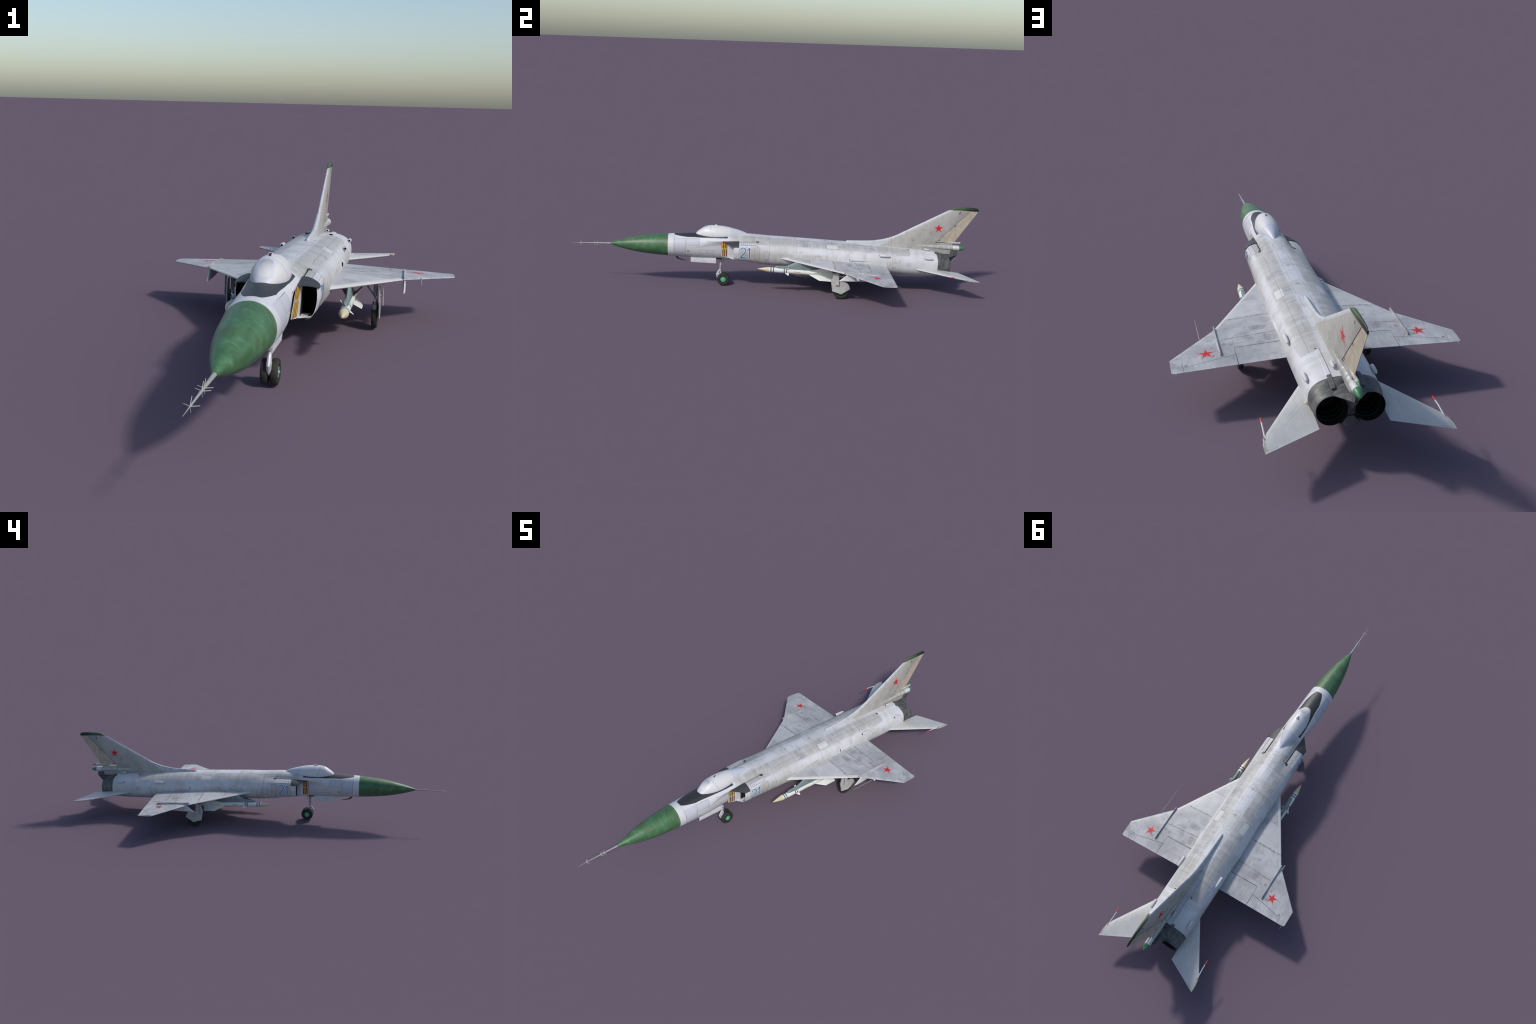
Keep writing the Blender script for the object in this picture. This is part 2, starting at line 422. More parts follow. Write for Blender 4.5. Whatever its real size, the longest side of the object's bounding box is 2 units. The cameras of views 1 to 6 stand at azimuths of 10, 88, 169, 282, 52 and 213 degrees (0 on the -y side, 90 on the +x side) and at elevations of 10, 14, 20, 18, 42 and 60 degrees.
M_STRIPEBK = plain("warning_black_paint", (.03, .03, .03), .5)
M_PINK = plain("faded_warning_strip", (.55, .42, .42), .5)
M_BROWN = plain("scuffed_tip_brown", (.28, .14, .08), .6)
M_TIPGREY = plain("tip_edge_grey", (.40, .40, .35), .55)
M_GRILLE = plain("grille_grey", (.16, .165, .18), .6)
M_REDTIP = plain("rod_tip_red", (.62, .025, .018), .45)

# ------------------------------------------------------------------ radome and pitot
NOSE_R = curve([(-.811, .0046), (-.7855, .0130), (-.7455, .0243), (-.698, .0352), (-.6355, .0449), (-.573, .0508), (-.527, .0541)])
ys = [-.811+(.811-.527)*i/40 for i in range(41)]
loft("radome", [ring_y(y, 0, .198+.001*(y+.811)/.284, NOSE_R(y), n=48) for y in ys], M_RADOME)

pitot = tube("pitot_probe", [(0, -.808, .1975), (0, -.87, .1979), (0, -.93, .1978), (0, -.9588, .1976), (0, -.962, .1976), (0, -.9995, .1972)],
             [.0042, .0029, .0019, .0015, .0010, .0004], M_STEEL)
vane_v, vane_f = prism_data([(.0002, 0), (.0024, 0), (-.0064, .0128), (-.0070, .0128)], lambda a, b, t: (t, -a, b), -.0004, .0004)
first = None
for y0, r in ((-.9588, .0010), (-.8915, .0016), (-.8778, .0018)):
    for k in range(4):
        if first is None:
            first = mesh("vane", vane_v, vane_f, M_VANE, pitot, smooth=False); o = first
        else:
            o = first.copy(); link(o, pitot)
        o.location = (0, y0, .1977)
        o.rotation_euler = (0, math.pi/2*k+.06, 0)

# ------------------------------------------------------------------ forward fuselage
FF = dict(T=[(-.5268, .2531), (-.46, .2570), (-.39, .2605), (-.3, .2620), (-.135, .2615), (-.06, .2560)],
          zs=[(-.5268, .199), (-.42, .1995), (-.37, .206), (-.33, .222), (-.29, .2295), (-.26, .2305), (-.06, .229)],
          Ws=[(-.5268, .0541), (-.47, .0573), (-.42, .0583), (-.37, .0566), (-.3, .0535), (-.06, .0530)],
          W=[(-.5268, .0541), (-.47, .0573), (-.42, .0582), (-.38, .0564), (-.35, .0535), (-.3, .0478), (-.25, .0430), (-.2, .040), (-.06, .040)],
          d=[(-.5268, 0.0), (-.42, .0004), (-.37, .008), (-.33, .020), (-.29, .024), (-.06, .022)],
          B=[(-.5268, .1449), (-.45, .1405), (-.38, .1375), (-.28, .1345), (-.24, .131), (-.2, .1272), (-.15, .1242), (-.06, .1215)])
FFc = {k: curve(v) for k, v in FF.items()}
def forward_ring(y):
    T, zs, Ws, W, d, B = (FFc[k](y) for k in ('T', 'zs', 'Ws', 'W', 'd', 'B'))
    half = []
    for i in range(19):
        a = math.pi/2*(1-i/18)
        half.append((Ws*math.cos(a), zs+(T-zs)*math.sin(a)))
    zm = zs-max(d, .0004); e = 2/lerp(2.0, 2.35, min(1, d/.024))
    for q in (.2, .4, .6, .8):
        half.append((lerp(Ws, W, q*q*(3-2*q)), zs-max(d, .0004)*q))
    for i in range(19):
        a = math.pi/2*i/18
        half.append((W*math.cos(a)**e, zm-(zm-B)*math.sin(a)**e))
    ring = [(x, y, z) for x, z in half]+[(-x, y, z) for x, z in half[-2:0:-1]]
    return ring
ys = [-.5268, -.52]+[-.51+.0145*i for i in range(32)]
ys = [y for y in ys if y < -.06]+[-.06]
FWD = loft("forward_fuselage", [forward_ring(y) for y in ys], M_FUS)

# pressed metal band behind the radome
def scaled(y, k, y2=None):
    return [(x*k, y if y2 is None else y2, .199+(z-.199)*k) for x, _, z in forward_ring(y)]
loft("radome_ring", [scaled(-.5268, .99, -.5273), scaled(-.5268, 1.010, -.5271), scaled(-.512, 1.010), scaled(-.4975, 1.010), scaled(-.4972, .99)], M_LIGHT)

# ------------------------------------------------------------------ centre and rear fuselage
def catmull(pts, n=10):
    out = []
    P = [pts[0]]+list(pts)+[pts[-1]]
    for i in range(1, len(P)-2):
        for k in range(n):
            t = k/n; a, b, c, d = P[i-1], P[i], P[i+1], P[i+2]
            out.append(tuple(.5*((2*b[j])+(-a[j]+c[j])*t+(2*a[j]-5*b[j]+4*c[j]-d[j])*t*t+(-a[j]+3*b[j]-3*c[j]+d[j])*t**3) for j in (0, 1)))
    return out+[pts[-1]]
def superhalf(T, W, Mz, B, nt, nb):
    o = []
    for i in range(61):
        a = math.pi/2*(1-i/60); o.append((W*math.cos(a)**(2/nt), Mz+(T-Mz)*math.sin(a)**(2/nt)))
    for i in range(1, 61):
        a = math.pi/2*i/60; o.append((W*math.cos(a)**(2/nb), Mz-(Mz-B)*math.sin(a)**(2/nb)))
    return o
NANG = 56
def polar(half, zc, cx=0.0):
    """radius of the half outline (x>=0) seen from (0,zc) at NANG+1 angles, top to bottom"""
    ang = [math.atan2(x, z-zc) for x, z in half]; rad = [math.hypot(x, z-zc) for x, z in half]
    out = []
    for i in range(NANG+1):
        a = math.pi*i/NANG; k = 0
        while k < len(ang)-2 and ang[k+1] < a: k += 1
        t = (a-ang[k])/max(1e-9, ang[k+1]-ang[k]); t = min(1, max(0, t))
        out.append(lerp(rad[k], rad[k+1], t))
    return out
STATIONS = [
    (-.09, .19, catmull([(0, .2600), (.025, .2558), (.045, .2462), (.0545, .2383), (.064, .2343), (.078, .2298), (.090, .2230), (.0975, .210), (.0990, .190), (.0962, .171), (.0905, .153), (.080, .1385), (.055, .1270), (0, .1215)])),
    (-.03, .186, catmull([(0, .2545), (.027, .2505), (.047, .2425), (.060, .2358), (.070, .2305), (.082, .2230), (.0925, .2125), (.0988, .1995), (.1000, .183), (.0972, .163), (.091, .147), (.080, .1325), (.055, .1210), (0, .1165)])),
    (.06, .18, superhalf(.2485, .1005, .180, .1105, 2.10, 2.9)),
    (.18, .175, superhalf(.2415, .1010, .172, .1035, 2.15, 2.8)),
    (.31, .17, superhalf(.2340, .1020, .163, .0965, 2.2, 2.7)),
    (.45, .16, superhalf(.2250, .1000, .155, .0885, 2.3, 2.6)),
    (.60, .15, superhalf(.2140, .1000, .147, .0795, 2.4, 2.5)),
    (.72, .14, superhalf(.2045, .0995, .140, .0748, 2.55, 2.4)),
    (.795, .136, superhalf(.1955, .0968, .136, .0770, 2.65, 2.3)),
]
SY = [s[0] for s in STATIONS]; ZC = curve([(s[0], s[1]) for s in STATIONS])
SR = [polar(s[2], s[1]) for s in STATIONS]
RC = [curve([(SY[i], SR[i][a]) for i in range(len(SY))]) for a in range(NANG+1)]
def body_half(y):
    zc = ZC(y)
    return [(RC[a](y)*math.sin(math.pi*a/NANG), zc+RC[a](y)*math.cos(math.pi*a/NANG)) for a in range(NANG+1)]
def body_ring(y):
    h = body_half(y); h[0] = (0, h[0][1]); h[-1] = (0, h[-1][1])
    return [(x, y, z) for x, z in h]+[(-x, y, z) for x, z in h[-2:0:-1]]
ys = [-.09+(.795+.09)*i/74 for i in range(75)]
BODY = loft("rear_fuselage", [body_ring(y) for y in ys], M_FUS, angle=50, cap1=False)

# ------------------------------------------------------------------ air intakes
def trunk_ring(y, s, shrink=0.0, n=44):
    """closed section of the side trunk, from inner wall round the outside"""
    t = min(1, max(0, (y+.215)/.125))
    zin0 = lerp(.2300, .2345, t); win = .0595
    front = [(win, .2300), (.068, .2285), (.078, .2252), (.0875, .2208), (.0920, .2165), (.0942, .195), (.0928, .178), (.0880, .160), (.0815, .1512), (.066, .1486), (.0547, .1486)]
    rear = [(win, .2345), (.068, .2332), (.078, .2300), (.0900, .2232), (.0975, .2110), (.0990, .190), (.0962, .171), (.0905, .153), (.0800, .1385), (.064, .1300), (.0547, .1280)]
    k = min(1, max(0, (y+.206)/.028)); kx = k*k*(3-2*k)
    mid = [(lerp(a[0], b[0], kx), lerp(a[1], b[1], kx if i < 6 else t)) for i, (a, b) in enumerate(zip(front, rear))]
    outer = catmull(mid, 4)
    p = [Vector((x, z)) for x, z in outer]
    c = Vector((.075, .19))
    if shrink:
        p = [q+(c-q).normalized()*shrink for q in p]
    return [(s*q.x, y, q.y) for q in p]
DARKLIP = []
for s in (1, -1):
    # lip rakes: the roof reaches further forward beside the fuselage, the cheek is set back
    def raked(i, n, base): return base
    rings = []
    front_o = trunk_ring(-.206, s); n = len(front_o)
    for y in (-.206, -.2055, -.20, -.185, -.165, -.14, -.115, -.0902):
        r = trunk_ring(y, s, .0012 if y == -.206 else 0.0)
        rings.append(r)
    inner = []
    for y, sh in ((-.206, .0020), (-.19, .0026), (-.15, .004), (-.10, .006)):
        inner.append(trunk_ring(y, s, sh))
    vo, fo = loft_data(rings, False, False)
    trunk = mesh("air_intake", vo, fo, M_FUS, recalc=False)
    bm = bmesh.new(); bm.from_mesh(trunk.data)
    bmesh.ops.recalc_face_normals(bm, faces=bm.faces); bm.to_mesh(trunk.data); bm.free()
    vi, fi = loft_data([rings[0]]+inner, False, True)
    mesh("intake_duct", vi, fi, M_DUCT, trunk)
    # splitter plate: slanted plate standing off the fuselage ahead of the mouth
    def sp(a, b, t):    # a along y, b height fraction 0 bottom..1 top, t thickness
        g = min(1, (a+.2670)/.0405); top = Vector((lerp(.0541, .0600, g), a, .2315)); bot = Vector((lerp(.0444, .0547, g), a, .1530))
        p = bot.lerp(top, b); return (s*(p.x+t), p.y, p.z)
    rr = []
    def foot(y): return curve([(-.267, .03), (-.2265, -.035), (-.170, -.04)])(y)
    for i in range(15):
        b_ = i/14
        ya = [lerp(-.2670, -.2635, b_), -.2560, -.2480, -.2400, -.2320, -.2265, -.200, -.170]
        rr.append([sp(y_, lerp(foot(y_), 1.0, b_), 0.0) for y_ in ya]+[sp(y_, lerp(foot(y_), 1.0, b_), -.0016) for y_ in ya[::-1]])
    plate = loft("splitter_plate", rr, M_LIGHT, trunk, smooth=False)
    # sill joining the plate foot to the lower lip
    sv, sf = prism_data([(.0540, -.2265), (.0805, -.2055), (.0790, -.17), (.0530, -.17)], lambda a, b, t: (s*a, b, .1506+t+(b+.2265)*-.04), -.0018, 0)
    mesh("intake_sill", sv, sf, M_LIGHT, trunk, smooth=False)
    # dark roof lip: from a point at the plate's top corner, widening to the cheek
    def roof_z(x):   # height of roof over x
        return curve([(.050, .2345), (.058, .2350), (.066, .2347), (.078, .2316), (.090, .2250), (.0955, .2195), (.0985, .2140)])(x)
    rv = []; rf = []
    xs = [.0535, .060, .068, .076, .084, .0895, .0935, .0965, .0975]
    zt = [.2345, .2350, .2346, .2325, .2288, .2253, .2222, .2185, .2165]
    lip = []
    for i, (x, z) in enumerate(zip(xs, zt)):
        t = (x-.0535)/(.0975-.0535)
        y0 = lerp(-.2640, -.2060, t); y1 = -.1805
        drop = lerp(.0030, 0.0, 0)
        lip.append(((x, y0, lerp(.2320, .2175, t)+.0022*math.sin(math.pi*t)), (x, y1, z+.0009)))
    for a, b2 in lip:
        rv += [(s*a[0], a[1], a[2]), (s*b2[0], b2[1], b2[2]), (s*a[0], a[1], a[2]-.0025), (s*b2[0], b2[1], b2[2]-.0040)]
    k = len(lip)
    for i in range(k-1):
        a = 4*i; c = 4*(i+1)
        rf += [(a, a+1, c+1, c), (a+2, c+2, c+3, a+3), (a, c, c+2, a+2), (a+1, a+3, c+3, c+1)]
    rf += [(0, 2, 3, 1), (4*k-4, 4*k-3, 4*k-1, 4*k-2)]
    mesh("intake_roof_lip", rv, rf, M_DARK, trunk, angle=50)
    # warning stripes on the plate's outer face
    def stripe(name, y0, y1, b0, b1, mat, th):
        nb = max(2, int((b1-b0)*24)); ny = max(1, round((y1-y0)/.0045)); rr = []
        for i in range(nb+1):
            b_ = lerp(b0, b1, i/nb); ya = [lerp(y0, y1, j/ny) for j in range(ny+1)]
            rr.append([sp(y_, b_, th) for y_ in ya]+[sp(y_, b_, .0001) for y_ in ya[::-1]])
        return loft(name, rr, mat, plate, smooth=False)
    stripe("warning_panel", -.2648, -.2375, .04, .985, M_STRIPEBK, .0006)
    for j in range(3):
        yy = -.2646+.0090*j
        stripe("yellow_bar", yy, yy+.0046, .06, .505, M_YELLOW, .0012)
        stripe("yellow_bar", yy+.001, yy+.0056, .565, .975, M_YELLOW, .0012)
    stripe("warning_strip", -.2648, -.2373, .515, .555, M_PINK, .0012)
    # grille rows on the trunk's shoulder
    g = []
    gy0, gy1 = -.1765, -.0735
    def gp(u, y, h):
        x = lerp(.0765, .0912, u); z = lerp(.2307, .2226, u); return (s*(x+h*.45), y, z+h*.9-max(0, y+.10)*.16)
    v, f = prism_data([(0, gy0), (1, gy0), (1, -.10), (1, gy1), (0, gy1), (0, -.10)], lambda a, b2, t: gp(a, b2, t), -.002, .0006)
    gr = mesh("bleed_grille", v, f, M_GRILLE, trunk, smooth=False)
    ds = []
    ncell = 11
    for r0, r1 in ((.06, .94),):
        for i in range(ncell):
            a0 = gy0+(gy1-gy0)*(i+.10)/ncell; a1 = gy0+(gy1-gy0)*(i+.88)/ncell
            ds.append(prism_data([(r0, a0), (r1, a0), (r1, a1), (r0, a1)], lambda a, b2, t: gp(a, b2, t), 0, .0012))
    o = joined("grille_slat", ds, M_LIGHT, gr, smooth=False); o["kind"] = "stuff"
    # shoulder fairing beside the cockpit, ending over the bleed slot
    rr = []
    for i in range(25):
        t = i/24; y = lerp(-.40, -.0945, t); g = min(1, t*3.2); g = g*g*(3-2*g)
        rr.append(ring_y(y, s*lerp(.0470, .0475, t), lerp(.2255, .2325, min(1, t*2)), .0065*g+.001, .0078*g+.001, 16))
    loft("shoulder_fairing", rr, M_FUS)
    # bleed slot outlet: small dark trapezoid behind the slot
    v, f = prism_data([(.0565, -.098), (.0665, -.096), (.0665, -.084), (.0585, -.082)], lambda a, b2, t: (s*a, b2, .2372-(a-.0565)*.32-(b2+.098)*.05+t), -.004, .0006)
    mesh("bleed_outlet", v, f, M_DARK, trunk, smooth=False)

# ------------------------------------------------------------------ canopy
CT = curve([(-.3925, .2610), (-.385, .2685), (-.367, .2825), (-.3445, .2962), (-.325, .3000), (-.305, .3005), (-.277, .2992), (-.2465, .2955), (-.2190, .2898), (-.171, .2765), (-.1365, .2620), (-.130, .2590)])
CW = curve([(-.3925, .0090), (-.388, .0165), (-.376, .0230), (-.355, .0310), (-.325, .0385), (-.295, .0418), (-.262, .0412), (-.230, .0370), (-.190, .0270), (-.160, .0160), (-.1365, .0055), (-.130, .002)])
CB = curve([(-.3925, .2555), (-.36, .2525), (-.32, .2500), (-.25, .2500), (-.19, .2520), (-.130, .2550)])
def canopy_ring(y):
    T, W, B = CT(y), CW(y), CB(y); r = []
    flat = max(0, min(1, (-.322-y)/.03))*max(0, min(1, (y+.3925)/.01))
    for i in range(41):
        a = math.pi*i/40
        c, s_ = math.cos(a), math.sin(a)
        e = lerp(1.0, .80, flat)
        x = W*math.copysign(abs(c)**1.0, c); z = B+(T-B)*s_**e
        r.append((x, y, z))
    r += [(-W*.95, y, B-.012), (W*.95, y, B-.012)]
    return r
ys = [-.3925, -.3915, -.389]+[-.386+.0064*i for i in range(40)]+[-.130]
ys = sorted(set(y for y in ys if y <= -.130))
canopy = loft("canopy", [canopy_ring(y) for y in ys], M_CANOPY, angle=50)
pv, pf = prism_data([(-.3085, .2985), (-.2945, .3060), (-.2925, .3062), (-.2880, .2985)], lambda a, b, t: (t, a, b), -.0042, .0042)
peri = mesh("periscope", pv, pf, M_LIGHT, canopy, smooth=False)
pv, pf = prism_data([(-.3062, .3005), (-.2962, .3056)], lambda a, b, t: (t, a, b), -.0028, .0028)
mesh("periscope_glass", [(-.0027, -.3068, .3006), (.0027, -.3068, .3006), (.0027, -.2967, .3060), (-.0027, -.2967, .3060)], [(0, 1, 2, 3)], M_DARK, peri, smooth=False)

# ------------------------------------------------------------------ lifting surfaces
def foil(s):
    s = min(1, max(0, s))
    return 10*(.2969*math.sqrt(s)-.1260*s-.3516*s*s+.2843*s**3-.1015*s**4)
def surface(name, spans, c0, c1, LE, TE, half, place, mat, parent=None, nc=18, tmin=.0006, nose=True):
    """slab between chord lines c0..c1 at every span station; thickness follows a foil over LE..TE"""
    rings = []
    for u in spans:
        a, b, l, t = c0(u), c1(u), LE(u), TE(u)
        up = []; dn = []
        for i in range(nc+1):
            q = i/nc
            q = q*q*(3-2*q)*.5+q*q*.5 if nose else q
            c = a+(b-a)*q; h = max(tmin, half(u)*foil((c-l)/max(1e-6, t-l)))
            if nose and i == 0: h = tmin*.5
            up.append(place(u, c, h)); dn.append(place(u, c, -h))
        rings.append(up+dn[::-1])
    return loft(name, rings, mat, parent, angle=45)
def seg(a, b, n): return [a+(b-a)*i/n for i in range(n+1)]

def wz(x, y): return .165-.0547*(y-.019)-.04*(x-.095)
WLE = curve([(.05, -.0540), (.095, .0192), (.2800, .3200), (.2805, .3208), (.4254, .4665)])
def WLE(x): return .0192+(x-.095)*1.6265 if x < .2803 else .3206+(x-.2803)*1.0055
def WTE(x): return .5415
WH = curve([(.05, .0118), (.10, .0112), (.28, .0062), (.4254, .0030)])
for s in (1, -1):
    pl = lambda u, c, h, s=s: (s*u, c, wz(u, c)+h)
    def back(u):
        if u < .2362: return .4485
        if u < .3905: return .4870+(u-.2362)*.19
        return WTE(u)-max(0, (u-.4190))*.9
    spans = seg(.06, .2361, 16)+[.2363]+seg(.242, .3904, 14)[0:]+[.3906, .40, .41, .419, .4225, .4250]
    wing = surface("wing", spans, WLE, back, WLE, WTE, WH, pl, M_WING, nc=24)
    surface("flap", seg(.097, .2352, 10), lambda u: .4500, lambda u: .5415, WLE, WTE, WH, pl, M_WING, wing, nc=10, nose=False)
    surface("aileron", seg(.2372, .3895, 10), lambda u: .4885+(u-.2362)*.19, lambda u: .5415, WLE, WTE, WH, pl, M_WING, wing, nc=8, nose=False)
    # fence
    poly = [(.3130, .0005), (.3140, .0085), (.3220, .0095), (.4750, .0085), (.4860, .0055), (.4860, -.002), (.330, -.004)]
    v, f = prism_data(poly, lambda a, b, t: (s*(.2795+t), a, wz(.2795, a)+.004+b), -.0009, .0009)
    mesh("wing_fence", v, f, M_WING, wing, smooth=False)
    # empty outboard pylon under the wing
    def pyl(u, c, h): return (s*(.2808+h), c, u)
    LEp = lambda z: lerp(.292, .330, (z-.1105)/.030); TEp = lambda z: lerp(.430, .462, (z-.1045)/.03)
    surface("outer_pylon", seg(.1085, .142, 4), LEp, TEp, LEp, TEp, lambda z: .0042, pyl, M_LIGHT, wing, nc=14)
    # static wick and whip
    tube("static_wick", [(s*.412, .540, wz(.412, .54)), (s*.414, .5585, wz(.41, .54)-.001)], [.0005, .0003], M_STEEL, wing, n=6)
    # small square-ended hinge fairings under the aileron
whip = tube("whip_antenna", [(.3279, .3720, .1395), (.3279, .3640, .1392), (.328, .2380, .1452)], [.0011, .0011, .0006], M_STEEL, n=8)
v, f = prism_data([(.362, .1380), (.378, .1380), (.376, .1240), (.370, .1240)], lambda a, b, t: (.3279+t, a, b), -.0008, .0008)
mesh("antenna_mast", v, f, M_LIGHT, whip, smooth=False)

def tz(y): return .1240-.066*(y-.689)
def TLE(x): return .6885+(x-.0975)*(.9075-.6885)/(.2355-.0975) if x < .2355 else .9075+(x-.2355)*9
def TTE(x): return .9000+(x-.096)*(.9690-.9000)/(.2385-.096)
TH = curve([(.07, .0078), (.10, .0072), (.2355, .0026), (.2385, .0018)])
for s in (1, -1):
    pl = lambda u, c, h, s=s: (s*u, c, tz(c)+h)
    tail = surface("tailplane", seg(.0910, .2310, 14), lambda u: TLE(max(u, .0)), TTE, TLE, TTE, TH, pl, M_TAIL, nc=22)
    surface("tailplane_tip", [.2312, .2345, .2365, .2385], lambda u: TLE(.2312)+(u-.2312)*(2 if u < .2355 else 4), TTE, TLE, TTE, lambda u: .0026, pl, M_TIPGREY, tail, nc=12)
    rod = tube("mass_balance_rod", [(s*.2288, .9080, tz(.9080)), (s*.2278, .8700, .1188), (s*.2271, .8480, .1209)], [.0024, .0021, .0020], M_LIGHT, tail)
    tube("rod_tip", [(s*.2271, .8482, .1209), (s*.2270, .8440, .1213), (s*.2268, .8340, .1223), (s*.2267, .8255, .1229)], [.0020, .0027, .0022, .0004], M_REDTIP, rod)
    v, f = box_data(s*.2280, s*.2330, .9010, .9170, tz(.909)-.0018, tz(.909)+.0030)
    bevel(mesh("scuffed_tip_block", v, f, M_BROWN, tail), .001)
    loft("spigot_fairing", tube_rings([(s*.094, .775, .121), (s*.098, .782, .1235), (s*.100, .790, .1235), (s*.098, .798, .1215)], [.001, .005, .005, .001], 10), M_TAIL, tail)

# ------------------------------------------------------------------ fin
def FLE(z): return .576+(z-.262)*1.9206
def FHINGE(z): return .7922+(z-.2377)*1.0067
def FTE(z): return .8975+(z-.254)*(.9990-.8975)/(.4011-.254)
FH = curve([(.19, .0105), (.26, .0088), (.31, .0076), (.41, .0042)])
fpl = lambda u, c, h: (h, c, u)
fin = surface("vertical_fin", [.2380]+seg(.246, .4062, 16), lambda z: FLE(z), lambda z: FHINGE(z)-.0012, FLE, FTE, FH, fpl, M_FIN, nc=24)
surface("fin_root", seg(.185, .2385, 6), lambda z: FLE(z), lambda z: .882-(.2385-z)*.2, FLE, lambda z: .99, FH, fpl, M_FIN, fin, nc=24)
surface("rudder", seg(.2440, .4020, 12), lambda z: FHINGE(z)+.0012, lambda z: max(FHINGE(z)+.0014, min(FTE(z), FHINGE(z)+.0012+(z-.2392)*99)), FLE, FTE, FH, fpl, M_RUDDER, fin, nc=10, nose=False)
# rudder underside step and hinge straps
for z in (.2555, .3295):
    for s in (1, -1):
        y = FHINGE(z); a = Vector((.70, -.72))
        v, f = prism_data([(0, -.0016), (.011, -.0016), (.011, .0016), (0, .0016)], lambda p, q, t: (s*(FH(z)*foil((y-FLE(z))/(FTE(z)-FLE(z)))*.97+t-p*.16), y+p*.80+q*.6, z-p*.6+q*.8), -.001, .0012)
        mesh("rudder_hinge", v, f, M_STRIPEBK, fin, smooth=False)
for s in (1, -1):
    pts = [(s*(FH(z)*foil((FHINGE(z)-FLE(z))/(FTE(z)-FLE(z)))+.0001), FHINGE(z), z) for z in seg(.2400, .4010, 12)]
    tube("hinge_rod", pts, .0011, M_GRILLE, fin, n=8)
# green dielectric cap
def cap_ring(y):
    t = (y-.852)/(1.0-.852)
    zt = curve([(.852, .4060), (.870, .4150), (.893, .4215), (.93, .4215), (.988, .4185), (.9985, .4120)])(y)
    zb = lerp(.4068, .4010, t)-.0008; w = curve([(.852, .0022), (.875, .0052), (.91, .0058), (.96, .0045), (.9990, .0022)])(y)
    zt = max(zt, zb+.0006)
    return [(w*math.cos(a)*(1 if math.sin(a) < 0 else 1), y, lerp(zb, zt, .5)+(zt-zb)*.5*math.copysign(abs(math.sin(a))**.8, math.sin(a))) for a in [2*math.pi*i/20 for i in range(20)]]
loft("fin_cap", [cap_ring(y) for y in [.852, .855, .86, .867, .875, .884, .893, .905, .92, .94, .96, .978, .988, .994, .9985, .9994]], M_CAP, fin)
# dorsal fillet
DT = curve([(.349, .2350), (.353, .2405), (.39, .2412), (.46, .2425), (.509, .2475), (.545, .2550), (.5765, .2650), (.62, .2830)])
DW = curve([(.349, .0030), (.356, .0055), (.42, .0065), (.576, .0072), (.62, .0060)])
def dorsal_ring(y):
    T, W = DT(y), DW(y); b = .205
    pts = [(W*math.cos(a), T-W*1.2+W*1.2*math.sin(a)) for a in [math.pi*i/12 for i in range(13)]]
    return [(x, y, z) for x, z in pts]+[(-W*1.6, y, b), (W*1.6, y, b)]
loft("dorsal_fillet", [dorsal_ring(y) for y in [.349, .350, .352, .356, .365]+[.38+.02*i for i in range(13)]], M_FIN, fin)
# brake-chute pod under the rudder, and the slim pod above it
def pod(name, table, mat, parent, n=20):
    return loft(name, [ring_y(y, 0, z, r, n=n) for y, z, r in table], mat, parent)
cp = pod("parachute_pod", [(.650, .2260, .0080), (.69, .2245, .0094), (.74, .2225, .0107), (.79, .2200, .0117), (.85, .2170, .0122), (.887, .2154, .0123)], M_POD, fin)
pod("pod_collar", [(.8865, .2154, .0126), (.888, .2153, .0132), (.916, .2141, .0126), (.9165, .2141, .0112)], M_SILVER, cp)
pod("pod_tip", [(.9162, .2141, .0121), (.922, .2137, .0116), (.932, .2126, .0092), (.940, .2115, .0056), (.9450, .2108, .0022), (.9462, .2107, .0004)], M_GREEN, cp)
for y in (.806, .838, .859):
    pod("pod_band", [(y, lerp(.2195, .2165, (y-.8)/.06), .0118), (y+.001, lerp(.2195, .2165, (y-.8)/.06), .0126), (y+.010, lerp(.2190, .2160, (y-.8)/.06), .0126), (y+.011, lerp(.2190, .2160, (y-.8)/.06), .0118)], M_BANDGREY, cp)
wp = pod("warning_pod", [(.835, .2425, .0010), (.855, .2418, .0040), (.88, .2410, .0050), (.9210, .2398, .0052)], M_POD, fin, 14)
pod("warning_pod_tip", [(.9205, .2398, .0051), (.930, .2394, .0040), (.937, .2386, .0020), (.9405, .2382, .0003)], M_GREEN, wp, 14)

